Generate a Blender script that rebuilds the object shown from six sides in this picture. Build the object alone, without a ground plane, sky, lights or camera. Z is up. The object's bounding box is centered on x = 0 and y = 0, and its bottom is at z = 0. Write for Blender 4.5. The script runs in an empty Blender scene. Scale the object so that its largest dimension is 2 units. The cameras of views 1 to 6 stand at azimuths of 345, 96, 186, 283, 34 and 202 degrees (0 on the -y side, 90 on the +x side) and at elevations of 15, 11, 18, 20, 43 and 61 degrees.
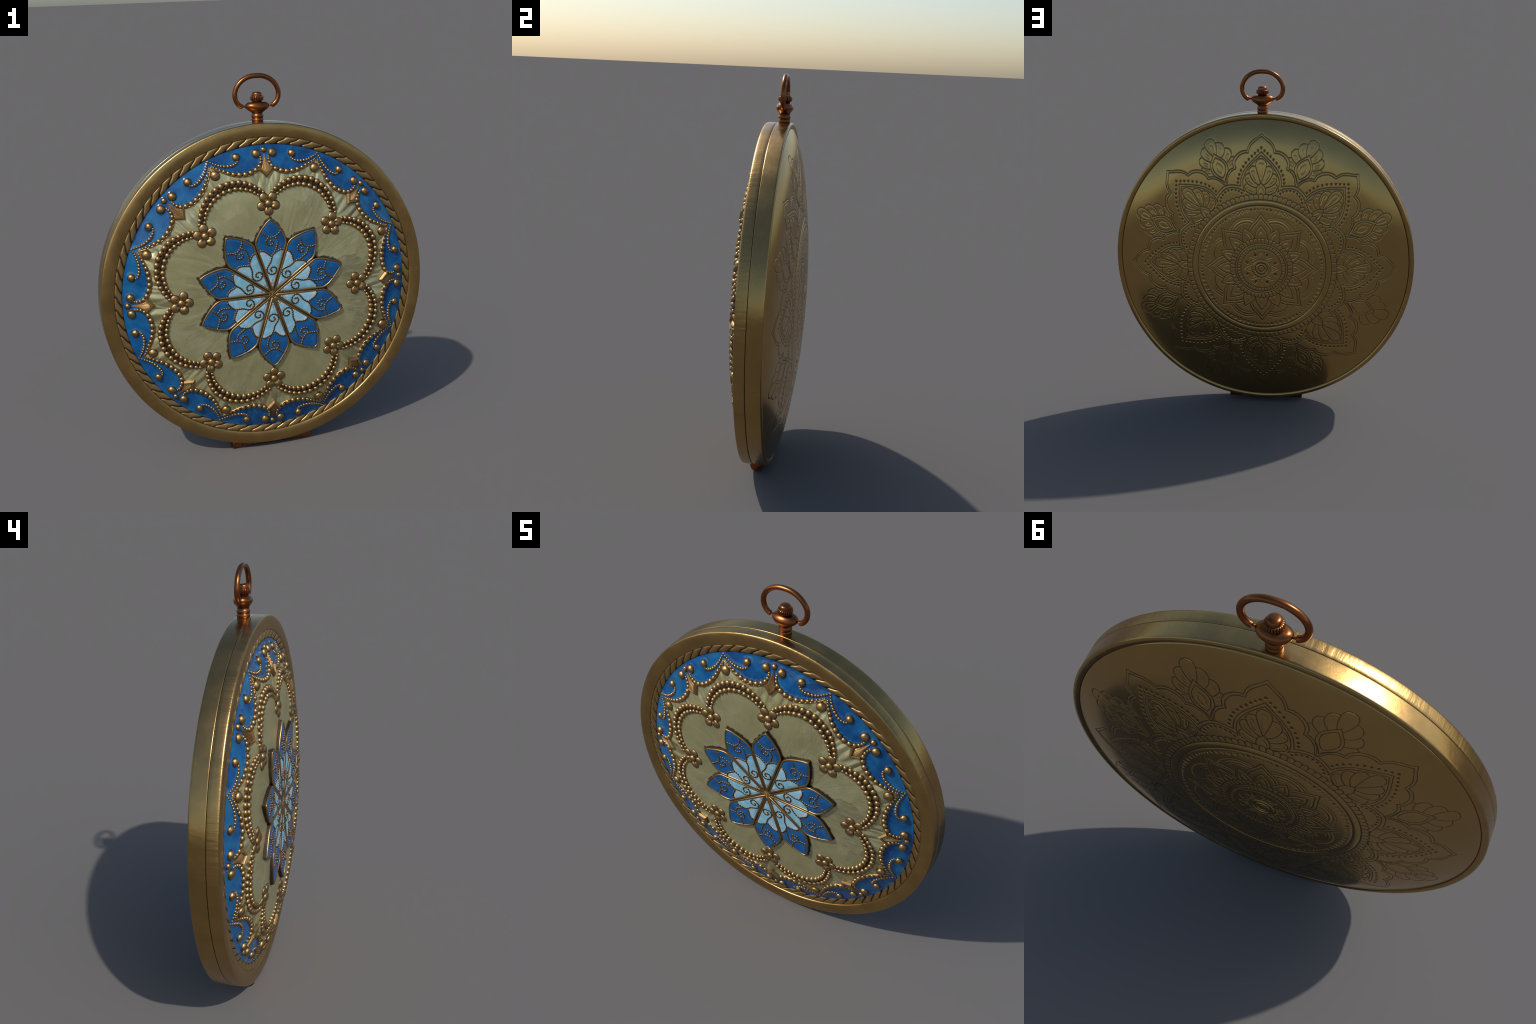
"""Round gilt pocket case: enamel-and-filigree front, engraved back, copper crown, bail and hinge.
Everything is built in disc coordinates: s = sideways, t = up from the disc centre, y = depth
(front faces -y).  The disc centre stands at z = ZC."""
import bpy, math, random
import numpy as np
from mathutils import Matrix, Vector

ZC = 0.8912
R_OUT = 0.868
rng = np.random.default_rng(7)
random.seed(7)
scene = bpy.context.scene
COL = scene.collection


# ------------------------------------------------------------------ helpers
def front_y(r):
    """Domed front panel."""
    r = np.asarray(r, float)
    q = np.maximum(r * r, 0.031)
    return 0.26664 * q * q - 0.01661 * q - 0.14947


def front_slope(r):
    return max(0.0, 4 * 0.26664 * r ** 3 - 2 * 0.01661 * r)


def back_y(r):
    r = np.asarray(r, float)
    return 0.161 - 0.135 * r ** 2 - 0.95 * np.maximum(r - 0.70, 0) ** 2


def mesh_from(name, verts, faces, smooth=True, mats=(), face_mat=None):
    me = bpy.data.meshes.new(name)
    me.from_pydata([tuple(map(float, v)) for v in verts], [], [tuple(map(int, f)) for f in faces])
    for m in mats:
        me.materials.append(m)
    if face_mat is not None:
        me.polygons.foreach_set("material_index", np.asarray(face_mat, np.int32))
    me.polygons.foreach_set("use_smooth", np.full(len(me.polygons), smooth))
    me.update()
    return me


def quads_mesh(name, verts, quads, mats=(), face_mat=None):
    """Fast path for large all-quad / tri (repeat last index not allowed) meshes."""
    me = bpy.data.meshes.new(name)
    v = np.asarray(verts, np.float32)
    loops = np.concatenate([np.asarray(q, np.int32).ravel() for q in quads])
    sizes = np.concatenate([np.full(len(q), np.asarray(q).shape[1], np.int32) for q in quads])
    me.vertices.add(len(v))
    me.vertices.foreach_set("co", v.ravel())
    me.loops.add(len(loops))
    me.loops.foreach_set("vertex_index", loops)
    me.polygons.add(len(sizes))
    me.polygons.foreach_set("loop_start", np.concatenate([[0], np.cumsum(sizes)[:-1]]).astype(np.int32))
    for m in mats:
        me.materials.append(m)
    if face_mat is not None:
        me.polygons.foreach_set("material_index", np.asarray(face_mat, np.int32))
    me.polygons.foreach_set("use_smooth", np.ones(len(sizes), bool))
    me.update(calc_edges=True)
    me.validate()
    return me


def sharp_by_angle(me, deg):
    try:
        me.set_sharp_from_angle(angle=math.radians(deg))
    except Exception:
        pass


def add(name, me, parent, matrix=None, stuff=False):
    o = bpy.data.objects.new(name, me)
    COL.objects.link(o)
    o.parent = parent
    if matrix is not None:
        o.matrix_local = matrix
    if stuff:
        o["kind"] = "stuff"
    return o


def disc_rot(deg):
    """Turn about the disc axis, clockwise as seen from the front."""
    c = Matrix.Translation((0, 0, ZC))
    return c @ Matrix.Rotation(math.radians(deg), 4, 'Y') @ c.inverted()


def revolve_disc(profile, n, closed=False):
    """profile: (r, y) points, turned about the disc axis."""
    prof = np.asarray(profile, float)
    a = np.linspace(0, 2 * np.pi, n, endpoint=False)
    m = len(prof)
    v = np.zeros((n, m, 3))
    v[:, :, 0] = np.sin(a)[:, None] * prof[None, :, 0]
    v[:, :, 1] = prof[None, :, 1]
    v[:, :, 2] = ZC + np.cos(a)[:, None] * prof[None, :, 0]
    f = []
    seg = m if closed else m - 1
    for i in range(n):
        j = (i + 1) % n
        for k in range(seg):
            k2 = (k + 1) % m
            f.append((i * m + k, j * m + k, j * m + k2, i * m + k2))
    return v.reshape(-1, 3), f


def catmull(pts, sub=8, closed=False):
    P = np.asarray(pts, float)
    if len(P) < 3:
        return P
    n = len(P)
    out = []
    rngi = range(n if closed else n - 1)
    for i in rngi:
        if closed:
            p0, p1, p2, p3 = P[(i - 1) % n], P[i], P[(i + 1) % n], P[(i + 2) % n]
        else:
            p1, p2 = P[i], P[i + 1]
            p0 = P[i - 1] if i > 0 else 2 * p1 - p2
            p3 = P[i + 2] if i + 2 < n else 2 * p2 - p1
        for k in range(sub):
            t = k / sub
            out.append(0.5 * (2 * p1 + (p2 - p0) * t + (2 * p0 - 5 * p1 + 4 * p2 - p3) * t * t
                              + (3 * p1 - p0 - 3 * p2 + p3) * t ** 3))
    if not closed:
        out.append(P[-1])
    return np.array(out)


def tube(path, radius, n=10, closed=False, cap=True):
    """Round tube along 3D points; radius a number or one per point."""
    P = np.asarray(path, float)
    m = len(P)
    rad = np.full(m, radius) if np.isscalar(radius) else np.asarray(radius, float)
    if closed:
        T = np.roll(P, -1, 0) - np.roll(P, 1, 0)
    else:
        T = np.gradient(P, axis=0)
    T /= np.linalg.norm(T, axis=1)[:, None] + 1e-12
    up = np.array([0, 1.0, 0])
    A = np.cross(T, up)
    A /= np.linalg.norm(A, axis=1)[:, None] + 1e-12
    B = np.cross(A, T)
    a = np.linspace(0, 2 * np.pi, n, endpoint=False)
    v = (P[:, None] + rad[:, None, None] * (np.cos(a)[None, :, None] * A[:, None] + np.sin(a)[None, :, None] * B[:, None])).reshape(-1, 3)
    f = []
    for i in range(m if closed else m - 1):
        j = (i + 1) % m
        for k in range(n):
            k2 = (k + 1) % n
            f.append((i * n + k, i * n + k2, j * n + k2, j * n + k))
    if cap and not closed:
        f.append(tuple(range(n))[::-1])
        f.append(tuple((m - 1) * n + k for k in range(n)))
    return v, f


class Bag:
    """Collects pieces of geometry into one mesh."""
    def __init__(self):
        self.v, self.f, self.m, self.n = [], [], [], 0

    def put(self, v, f, mat=0):
        v = np.asarray(v, float)
        self.v.append(v)
        self.f += [tuple(i + self.n for i in q) for q in f]
        self.m += [mat] * len(f)
        self.n += len(v)

    def mesh(self, name, mats, smooth=True):
        return mesh_from(name, np.vstack(self.v), self.f, smooth, mats, self.m)


def bead_template(n=14, k=5, lift=0.35):
    """Half ball standing on a short drum: axis +z, radius 1, base a little below 0."""
    prof = [(1.0, -0.5), (1.0, 0.0 + lift * 0.4)]
    for i in range(1, k):
        a = math.pi / 2 * i / k
        prof.append((math.cos(a), lift * 0.4 + math.sin(a) * 0.95))
    a = np.linspace(0, 2 * np.pi, n, endpoint=False)
    v = [(r * math.cos(x), r * math.sin(x), z) for r, z in prof for x in a]
    v.append((0, 0, lift * 0.4 + 0.95))
    f = []
    for i in range(len(prof) - 1):
        for j in range(n):
            j2 = (j + 1) % n
            f.append((i * n + j, i * n + j2, (i + 1) * n + j2, (i + 1) * n + j))
    top = len(v) - 1
    b = (len(prof) - 1) * n
    for j in range(n):
        f.append((b + j, b + (j + 1) % n, top))
    return np.array(v), f


BEAD_V, BEAD_F = bead_template()
SMALL_V, SMALL_F = bead_template(10, 4)


def front_frame(s, t, axis_deg=0.0, flat=None):
    """Position and 3x3 frame (columns: sideways, along, outward) on the front panel."""
    a = math.radians(axis_deg)
    X = s * math.cos(a) + t * math.sin(a)
    Z = -s * math.sin(a) + t * math.cos(a)
    r = math.hypot(X, Z)
    if flat is None:
        y = float(front_y(r))
        slope = front_slope(r)
    else:
        y, slope = flat, 0.0
    n = np.array([X / max(r, 1e-6) * slope, -1.0, Z / max(r, 1e-6) * slope])
    n /= np.linalg.norm(n)
    rad = np.array([math.sin(a), 0, math.cos(a)])
    rad -= n * rad.dot(n)
    rad /= np.linalg.norm(rad)
    side = np.cross(rad, n)
    return np.array([X, y, ZC + Z]), np.stack([side, rad, n], 1)


def bead_on(bag, s, t, radius, axis=0.0, flat=None, height=1.0, mat=0, small=False):
    p, M = front_frame(s, t, axis, flat)
    V, F = (SMALL_V, SMALL_F) if small else (BEAD_V, BEAD_F)
    bag.put((V * np.array([radius, radius, radius * height])) @ M.T + p, F, mat)


def frame_matrix(s, t, axis, scale, flat=None):
    p, M = front_frame(s, t, axis, flat)
    m = Matrix.Identity(4)
    for i in range(3):
        for j in range(3):
            m[i][j] = float(M[i][j] * scale)
        m[i][3] = float(p[i])
    return m


# ------------------------------------------------------------------ materials
def nt(name):
    m = bpy.data.materials.new(name)
    m.use_nodes = True
    t = m.node_tree
    return m, t, t.nodes, t.links, t.nodes["Principled BSDF"]


def node(nodes, kind, **kw):
    n = nodes.new(kind)
    for k, v in kw.items():
        if k.startswith("i_"):
            n.inputs[k[2:].replace("_", " ")].default_value = v
        else:
            setattr(n, k, v)
    return n


def ramp(nodes, stops):
    r = nodes.new("ShaderNodeValToRGB")
    e = r.color_ramp.elements
    while len(e) < len(stops):
        e.new(0.5)
    for x, (p, c) in zip(e, stops):
        x.position = p
        x.color = (*c, 1) if len(c) == 3 else c
    return r


def metal(name, base, worn, dark, rough=(0.24, 0.42), scale=9.0, bump=0.06, bump_scale=60.0, stretch=(1, 1, 1), spot=0.62):
    """Old metal: soft tonal clouds, pale rubbed spots, dark specks, uneven polish."""
    m, t, N, L, P = nt(name)
    tc = node(N, "ShaderNodeTexCoord")
    mp = node(N, "ShaderNodeMapping")
    mp.inputs["Scale"].default_value = stretch
    L.new(tc.outputs["Object"], mp.inputs["Vector"])
    n1 = node(N, "ShaderNodeTexNoise", i_Scale=scale, i_Detail=6.0, i_Roughness=0.6)
    n2 = node(N, "ShaderNodeTexNoise", i_Scale=scale * 3.1, i_Detail=8.0, i_Roughness=0.7)
    n3 = node(N, "ShaderNodeTexNoise", i_Scale=bump_scale, i_Detail=5.0, i_Roughness=0.6)
    for n in (n1, n2, n3):
        L.new(mp.outputs[0], n.inputs["Vector"])
    r1 = ramp(N, [(0.32, tuple(c * 0.86 for c in base)), (0.68, base)])
    L.new(n1.outputs["Fac"], r1.inputs[0])
    m1 = node(N, "ShaderNodeMix", data_type='RGBA')
    r2 = ramp(N, [(spot, (0, 0, 0)), (spot + 0.14, (0.7, 0.7, 0.7))])
    L.new(n2.outputs["Fac"], r2.inputs[0])
    L.new(r2.outputs[0], m1.inputs[0])
    L.new(r1.outputs[0], m1.inputs[6])
    m1.inputs[7].default_value = (*worn, 1)
    m2 = node(N, "ShaderNodeMix", data_type='RGBA')
    r3 = ramp(N, [(0.24, (0.8, 0.8, 0.8)), (0.34, (0, 0, 0))])
    L.new(n2.outputs["Fac"], r3.inputs[0])
    L.new(r3.outputs[0], m2.inputs[0])
    L.new(m1.outputs[2], m2.inputs[6])
    m2.inputs[7].default_value = (*dark, 1)
    L.new(m2.outputs[2], P.inputs["Base Color"])
    rr = node(N, "ShaderNodeMapRange")
    rr.inputs["From Min"].default_value, rr.inputs["From Max"].default_value = 0.3, 0.7
    rr.inputs["To Min"].default_value, rr.inputs["To Max"].default_value = rough
    L.new(n1.outputs["Fac"], rr.inputs["Value"])
    L.new(rr.outputs[0], P.inputs["Roughness"])
    b = node(N, "ShaderNodeBump", i_Strength=bump, i_Distance=0.01)
    L.new(n3.outputs["Fac"], b.inputs["Height"])
    L.new(b.outputs[0], P.inputs["Normal"])
    P.inputs["Metallic"].default_value = 1.0
    return m


GOLD = (0.455, 0.288, 0.106)
M_RIM = metal("rim_gold", GOLD, (0.54, 0.38, 0.17), (0.22, 0.13, 0.05), rough=(0.27, 0.39), bump=0.10, bump_scale=24, spot=0.62)
M_SIDE = metal("side_gold", GOLD, (0.58, 0.42, 0.20), (0.25, 0.15, 0.06), rough=(0.24, 0.38), bump=0.22, bump_scale=42, stretch=(1, 0.16, 1), spot=0.66)
M_BACKSIDE = metal("back_side_gold", GOLD, (0.58, 0.42, 0.20), (0.25, 0.15, 0.06), rough=(0.20, 0.32), bump=0.06, bump_scale=26, spot=0.66)
M_PLATE = metal("plate_gold", (0.475, 0.312, 0.115), (0.50, 0.335, 0.13), (0.39, 0.25, 0.088), rough=(0.19, 0.26), scale=3.0, bump=0.006, bump_scale=14, spot=0.66)
M_LINE = metal("engraved_line", (0.15, 0.098, 0.052), (0.18, 0.12, 0.065), (0.11, 0.075, 0.045), rough=(0.4, 0.55), bump=0.0)  # darker than the plate: groove occlusion baked into the colour
M_BRONZE = metal("filigree_bronze", (0.375, 0.238, 0.102), (0.47, 0.31, 0.145), (0.15, 0.095, 0.045), rough=(0.32, 0.46), scale=20, bump=0.10, bump_scale=80)
M_ROPE = metal("rope_bronze", (0.40, 0.258, 0.104), (0.48, 0.325, 0.15), (0.17, 0.105, 0.05), rough=(0.36, 0.50), scale=22, bump=0.10, bump_scale=55)
M_DARK = metal("crease_shade_brown", (0.080, 0.058, 0.038), (0.14, 0.10, 0.06), (0.045, 0.033, 0.025), rough=(0.5, 0.7), scale=20, bump=0.15)  # near-black brown, tinted for the ambient occlusion around beads
M_SPADE = metal("spade_bronze", (0.38, 0.245, 0.108), (0.46, 0.31, 0.15), (0.16, 0.10, 0.05), rough=(0.42, 0.55), scale=20, bump=0.10, bump_scale=80)
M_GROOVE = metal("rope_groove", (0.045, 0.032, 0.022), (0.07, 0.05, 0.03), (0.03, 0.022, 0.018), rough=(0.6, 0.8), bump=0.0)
M_GAP = metal("seam_gap", (0.07, 0.046, 0.026), (0.10, 0.065, 0.04), (0.03, 0.02, 0.015), rough=(0.6, 0.8), bump=0.0)
M_COPPER = metal("aged_copper", (0.29, 0.100, 0.033), (0.40, 0.16, 0.058), (0.20, 0.08, 0.035), rough=(0.25, 0.36), scale=14, bump=0.03)
M_COPPER_DARK = metal("copper_patina", (0.10, 0.055, 0.04), (0.15, 0.08, 0.05), (0.06, 0.04, 0.035), rough=(0.5, 0.65), bump=0.05)


def enamel(name, deep, mid, pale, rough=0.16, scale=6.0, metallic=0.0):
    m, t, N, L, P = nt(name)
    tc = node(N, "ShaderNodeTexCoord")
    n1 = node(N, "ShaderNodeTexNoise", i_Scale=scale, i_Detail=4.0, i_Roughness=0.5, i_Distortion=0.6)
    n2 = node(N, "ShaderNodeTexNoise", i_Scale=scale * 2.7, i_Detail=6.0, i_Roughness=0.62, i_Distortion=1.0)
    L.new(tc.outputs["Object"], n1.inputs["Vector"])
    L.new(tc.outputs["Object"], n2.inputs["Vector"])
    r1 = ramp(N, [(0.34, deep), (0.50, mid), (0.68, pale)])
    r2 = ramp(N, [(0.34, deep), (0.54, mid), (0.74, pale)])
    L.new(n1.outputs["Fac"], r1.inputs[0])
    L.new(n2.outputs["Fac"], r2.inputs[0])
    mx = node(N, "ShaderNodeMix", data_type='RGBA')
    mx.inputs[0].default_value = 0.4
    L.new(r1.outputs[0], mx.inputs[6])
    L.new(r2.outputs[0], mx.inputs[7])
    L.new(mx.outputs[2], P.inputs["Base Color"])
    P.inputs["Roughness"].default_value = rough
    P.inputs["Metallic"].default_value = metallic
    P.inputs["Specular IOR Level"].default_value = 0.42
    b = node(N, "ShaderNodeBump", i_Strength=0.16, i_Distance=0.02)
    L.new(n1.outputs["Fac"], b.inputs["Height"])
    L.new(b.outputs[0], P.inputs["Normal"])
    return m


M_BLUE = enamel("blue_enamel", (0.002, 0.032, 0.120), (0.004, 0.078, 0.225), (0.015, 0.135, 0.290), rough=0.12, scale=8)
M_PBLUE = enamel("petal_blue_enamel", (0.005, 0.050, 0.160), (0.007, 0.080, 0.230), (0.012, 0.120, 0.285), rough=0.20, scale=9)
M_LIGHT = enamel("pale_blue_enamel", (0.12, 0.33, 0.44), (0.21, 0.42, 0.53), (0.42, 0.50, 0.60), rough=0.30, scale=16)


def pearl_material():
    """Cream-green pearl panel: soft clouds, faint shard facets, grime against the petals."""
    m, t, N, L, P = nt("cream_panel")
    tc = node(N, "ShaderNodeTexCoord")
    mp = node(N, "ShaderNodeMapping")
    mp.inputs["Location"].default_value = (0, 0, -ZC)
    L.new(tc.outputs["Object"], mp.inputs["Vector"])
    V = mp.outputs[0]
    n1 = node(N, "ShaderNodeTexNoise", i_Scale=7.0, i_Detail=6.0, i_Roughness=0.6)
    n2 = node(N, "ShaderNodeTexNoise", i_Scale=40.0, i_Detail=8.0, i_Roughness=0.7)
    vo = node(N, "ShaderNodeTexVoronoi", i_Scale=9.0, i_Randomness=1.0)
    wv = node(N, "ShaderNodeTexNoise", i_Scale=2.4, i_Detail=2.0)
    for n in (n1, n2, vo, wv):
        L.new(V, n.inputs["Vector"])
    base = ramp(N, [(0.30, (0.345, 0.312, 0.150)), (0.55, (0.410, 0.378, 0.195)), (0.78, (0.480, 0.455, 0.265))])
    L.new(n1.outputs["Fac"], base.inputs[0])
    # fine pale flecks
    fl = ramp(N, [(0.64, (0, 0, 0)), (0.76, (0.8, 0.8, 0.8))])
    L.new(n2.outputs["Fac"], fl.inputs[0])
    m1 = node(N, "ShaderNodeMix", data_type='RGBA')
    L.new(fl.outputs[0], m1.inputs[0])
    L.new(base.outputs[0], m1.inputs[6])
    m1.inputs[7].default_value = (0.52, 0.50, 0.33, 1)
    # shard facets: each Voronoi cell a slightly different tone
    sep = node(N, "ShaderNodeSeparateColor")
    L.new(vo.outputs["Color"], sep.inputs[0])
    fm = ramp(N, [(0.40, (0, 0, 0)), (0.60, (1, 1, 1))])
    L.new(wv.outputs["Fac"], fm.inputs[0])
    facet = ramp(N, [(0.0, (0.80, 0.80, 0.78)), (0.5, (1, 1, 1)), (1.0, (1.15, 1.18, 1.22))])
    L.new(sep.outputs[0], facet.inputs[0])
    m2 = node(N, "ShaderNodeMix", data_type='RGBA', blend_type='MULTIPLY')
    L.new(fm.outputs[0], m2.inputs[0])
    L.new(m1.outputs[2], m2.inputs[6])
    L.new(facet.outputs[0], m2.inputs[7])
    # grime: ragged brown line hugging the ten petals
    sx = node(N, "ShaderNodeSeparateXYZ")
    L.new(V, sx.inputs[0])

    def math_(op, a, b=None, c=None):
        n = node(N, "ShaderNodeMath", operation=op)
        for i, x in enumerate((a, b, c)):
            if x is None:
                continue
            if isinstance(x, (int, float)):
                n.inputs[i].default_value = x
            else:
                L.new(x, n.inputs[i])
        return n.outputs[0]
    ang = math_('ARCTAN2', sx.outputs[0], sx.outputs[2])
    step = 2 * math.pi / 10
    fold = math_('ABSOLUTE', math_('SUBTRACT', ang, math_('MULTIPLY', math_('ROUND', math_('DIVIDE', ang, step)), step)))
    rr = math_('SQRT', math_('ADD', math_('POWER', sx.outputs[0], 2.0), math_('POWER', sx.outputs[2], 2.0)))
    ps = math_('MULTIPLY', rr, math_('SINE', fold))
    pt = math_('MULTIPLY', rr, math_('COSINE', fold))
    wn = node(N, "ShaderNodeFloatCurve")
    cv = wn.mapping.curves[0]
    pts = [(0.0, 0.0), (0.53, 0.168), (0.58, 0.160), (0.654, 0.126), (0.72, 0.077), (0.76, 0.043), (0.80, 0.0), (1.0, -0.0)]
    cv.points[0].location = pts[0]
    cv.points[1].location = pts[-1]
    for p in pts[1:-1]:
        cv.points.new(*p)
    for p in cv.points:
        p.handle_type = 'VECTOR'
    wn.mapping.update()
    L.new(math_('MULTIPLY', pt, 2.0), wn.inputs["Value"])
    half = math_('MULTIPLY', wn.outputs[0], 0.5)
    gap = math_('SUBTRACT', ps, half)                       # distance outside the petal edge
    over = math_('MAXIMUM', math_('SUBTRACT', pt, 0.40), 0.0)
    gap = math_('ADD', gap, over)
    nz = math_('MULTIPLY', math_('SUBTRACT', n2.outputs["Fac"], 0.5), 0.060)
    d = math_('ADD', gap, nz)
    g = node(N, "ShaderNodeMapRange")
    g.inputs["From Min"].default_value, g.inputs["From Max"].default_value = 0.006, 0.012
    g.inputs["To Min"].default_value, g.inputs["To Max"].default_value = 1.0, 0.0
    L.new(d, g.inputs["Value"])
    comb = node(N, "ShaderNodeCombineXYZ")
    L.new(math_('MULTIPLY', ang, 5.0), comb.inputs[0])
    L.new(math_('MULTIPLY', rr, 2.2), comb.inputs[1])
    stn = node(N, "ShaderNodeTexNoise", i_Scale=3.4, i_Detail=5.0, i_Roughness=0.55, i_Distortion=0.25)
    L.new(comb.outputs[0], stn.inputs["Vector"])
    st = ramp(N, [(0.44, (0, 0, 0)), (0.50, (0.55, 0.55, 0.55)), (0.53, (0, 0, 0)), (0.60, (0, 0, 0)), (0.68, (0.7, 0.7, 0.7))])
    L.new(stn.outputs["Fac"], st.inputs[0])
    ms = node(N, "ShaderNodeMix", data_type='RGBA')
    L.new(math_('MULTIPLY', st.outputs[0], math_('ADD', math_('MULTIPLY', fm.outputs[0], 0.75), 0.10)), ms.inputs[0])
    L.new(m2.outputs[2], ms.inputs[6])
    ms.inputs[7].default_value = (0.50, 0.52, 0.38, 1)
    halo = node(N, "ShaderNodeMapRange")
    halo.inputs["From Min"].default_value, halo.inputs["From Max"].default_value = 0.008, 0.030
    halo.inputs["To Min"].default_value, halo.inputs["To Max"].default_value = 0.55, 0.0
    L.new(d, halo.inputs["Value"])
    mh = node(N, "ShaderNodeMix", data_type='RGBA')
    L.new(halo.outputs[0], mh.inputs[0])
    L.new(ms.outputs[2], mh.inputs[6])
    mh.inputs[7].default_value = (0.47, 0.46, 0.30, 1)
    m2 = mh
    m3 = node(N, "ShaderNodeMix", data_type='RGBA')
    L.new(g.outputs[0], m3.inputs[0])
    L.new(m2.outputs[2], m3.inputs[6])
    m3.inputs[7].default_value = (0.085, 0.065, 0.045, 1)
    L.new(m3.outputs[2], P.inputs["Base Color"])
    P.inputs["Metallic"].default_value = 0.60
    P.inputs["Roughness"].default_value = 0.34
    # radial folds pressed into the outer zone
    c2 = node(N, "ShaderNodeCombineXYZ")
    L.new(math_('MULTIPLY', ang, 3.2), c2.inputs[0])
    L.new(math_('MULTIPLY', rr, 1.6), c2.inputs[1])
    fold_n = node(N, "ShaderNodeTexNoise", i_Scale=2.6, i_Detail=1.5, i_Roughness=0.5)
    L.new(c2.outputs[0], fold_n.inputs["Vector"])
    ridge = math_('ABSOLUTE', math_('SUBTRACT', fold_n.outputs["Fac"], 0.5))
    # outside the eight bead arches
    st8 = 2 * math.pi / 8
    sh = math_('SUBTRACT', ang, st8 / 2)
    f8 = math_('SUBTRACT', sh, math_('MULTIPLY', math_('ROUND', math_('DIVIDE', sh, st8)), st8))
    s8 = math_('DIVIDE', math_('MULTIPLY', rr, math_('SINE', f8)), 0.170)
    t8 = math_('DIVIDE', math_('MAXIMUM', math_('SUBTRACT', math_('MULTIPLY', rr, math_('COSINE', f8)), 0.470), 0.0), 0.135)
    arch = math_('ADD', math_('MULTIPLY', s8, s8), math_('MULTIPLY', t8, t8))
    zone = node(N, "ShaderNodeMapRange")
    zone.inputs["From Min"].default_value, zone.inputs["From Max"].default_value = 0.90, 1.15
    zone.inputs["To Min"].default_value, zone.inputs["To Max"].default_value = 0.06, 1.0
    L.new(math_('MULTIPLY', arch, math_('GREATER_THAN', rr, 0.44)), zone.inputs["Value"])
    folds = math_('MULTIPLY', math_('MULTIPLY', ridge, zone.outputs[0]), 20.0)
    # facets and scratches in relief
    h = math_('ADD', math_('ADD', math_('MULTIPLY', n2.outputs["Fac"], 0.25), folds), math_('MULTIPLY', math_('MULTIPLY', vo.outputs["Distance"], fm.outputs[0]), 1.4))
    b = node(N, "ShaderNodeBump", i_Strength=0.35, i_Distance=0.012)
    L.new(h, b.inputs["Height"])
    L.new(b.outputs[0], P.inputs["Normal"])
    return m


M_PEARL = pearl_material()

# ------------------------------------------------------------------ the thing
top = bpy.data.objects.new("pocket_case", None)
COL.objects.link(top)
top["label"] = "round gold pocket case with blue enamel flower and beaded filigree"
top["category"] = "pocket watch"

NSEG = 288
# front half of the case: side wall, rounded edge, slightly convex face ring
front_prof = [(0.8600, -0.0248), (0.8650, -0.0248), (0.8668, -0.0253), (0.8675, -0.0266), (0.8680, -0.0400), (0.8678, -0.0560),
              (0.8672, -0.0680), (0.8662, -0.0725), (0.8645, -0.0750), (0.8615, -0.0764), (0.8560, -0.0778), (0.8480, -0.0792), (0.8400, -0.0799), (0.8320, -0.0801),
              (0.8240, -0.0798), (0.8160, -0.0790), (0.8080, -0.0777), (0.8030, -0.0764), (0.8000, -0.0745), (0.7988, -0.0710), (0.7985, -0.0640)]
v, f = revolve_disc(front_prof, NSEG)
fm = []
m = len(front_prof) - 1
for i in range(NSEG):
    fm += [0 if k < 8 else 1 for k in range(m)]
lid = add("front_lid", mesh_from("front_lid", v, f, True, [M_SIDE, M_RIM], fm), top)

back_prof = [(0.8600, -0.0232), (0.8650, -0.0232), (0.8668, -0.0228), (0.8677, -0.0216), (0.8680, -0.0190), (0.8680, 0.020), (0.8680, 0.0410),
             (0.8677, 0.0452), (0.8666, 0.0480), (0.8640, 0.0500), (0.8600, 0.0514), (0.8550, 0.0521), (0.8500, 0.0518), (0.8455, 0.0505), (0.8420, 0.0486),
             (0.8397, 0.0470), (0.8388, 0.0440)]
v, f = revolve_disc(back_prof, NSEG)
body = add("back_lid", mesh_from("back_lid", v, f, True, [M_BACKSIDE]), top)
v, f = revolve_disc([(0.8640, -0.0255), (0.8636, -0.024), (0.8640, -0.0225)], NSEG)
add("seam", mesh_from("seam", v, f, True, [M_GAP]), top)

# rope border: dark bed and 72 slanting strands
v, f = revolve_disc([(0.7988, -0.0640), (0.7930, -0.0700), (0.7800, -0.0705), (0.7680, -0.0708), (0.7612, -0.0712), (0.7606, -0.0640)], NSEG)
add("rope_bed", mesh_from("rope_bed", v, f, True, [M_GROOVE]), top)


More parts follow.
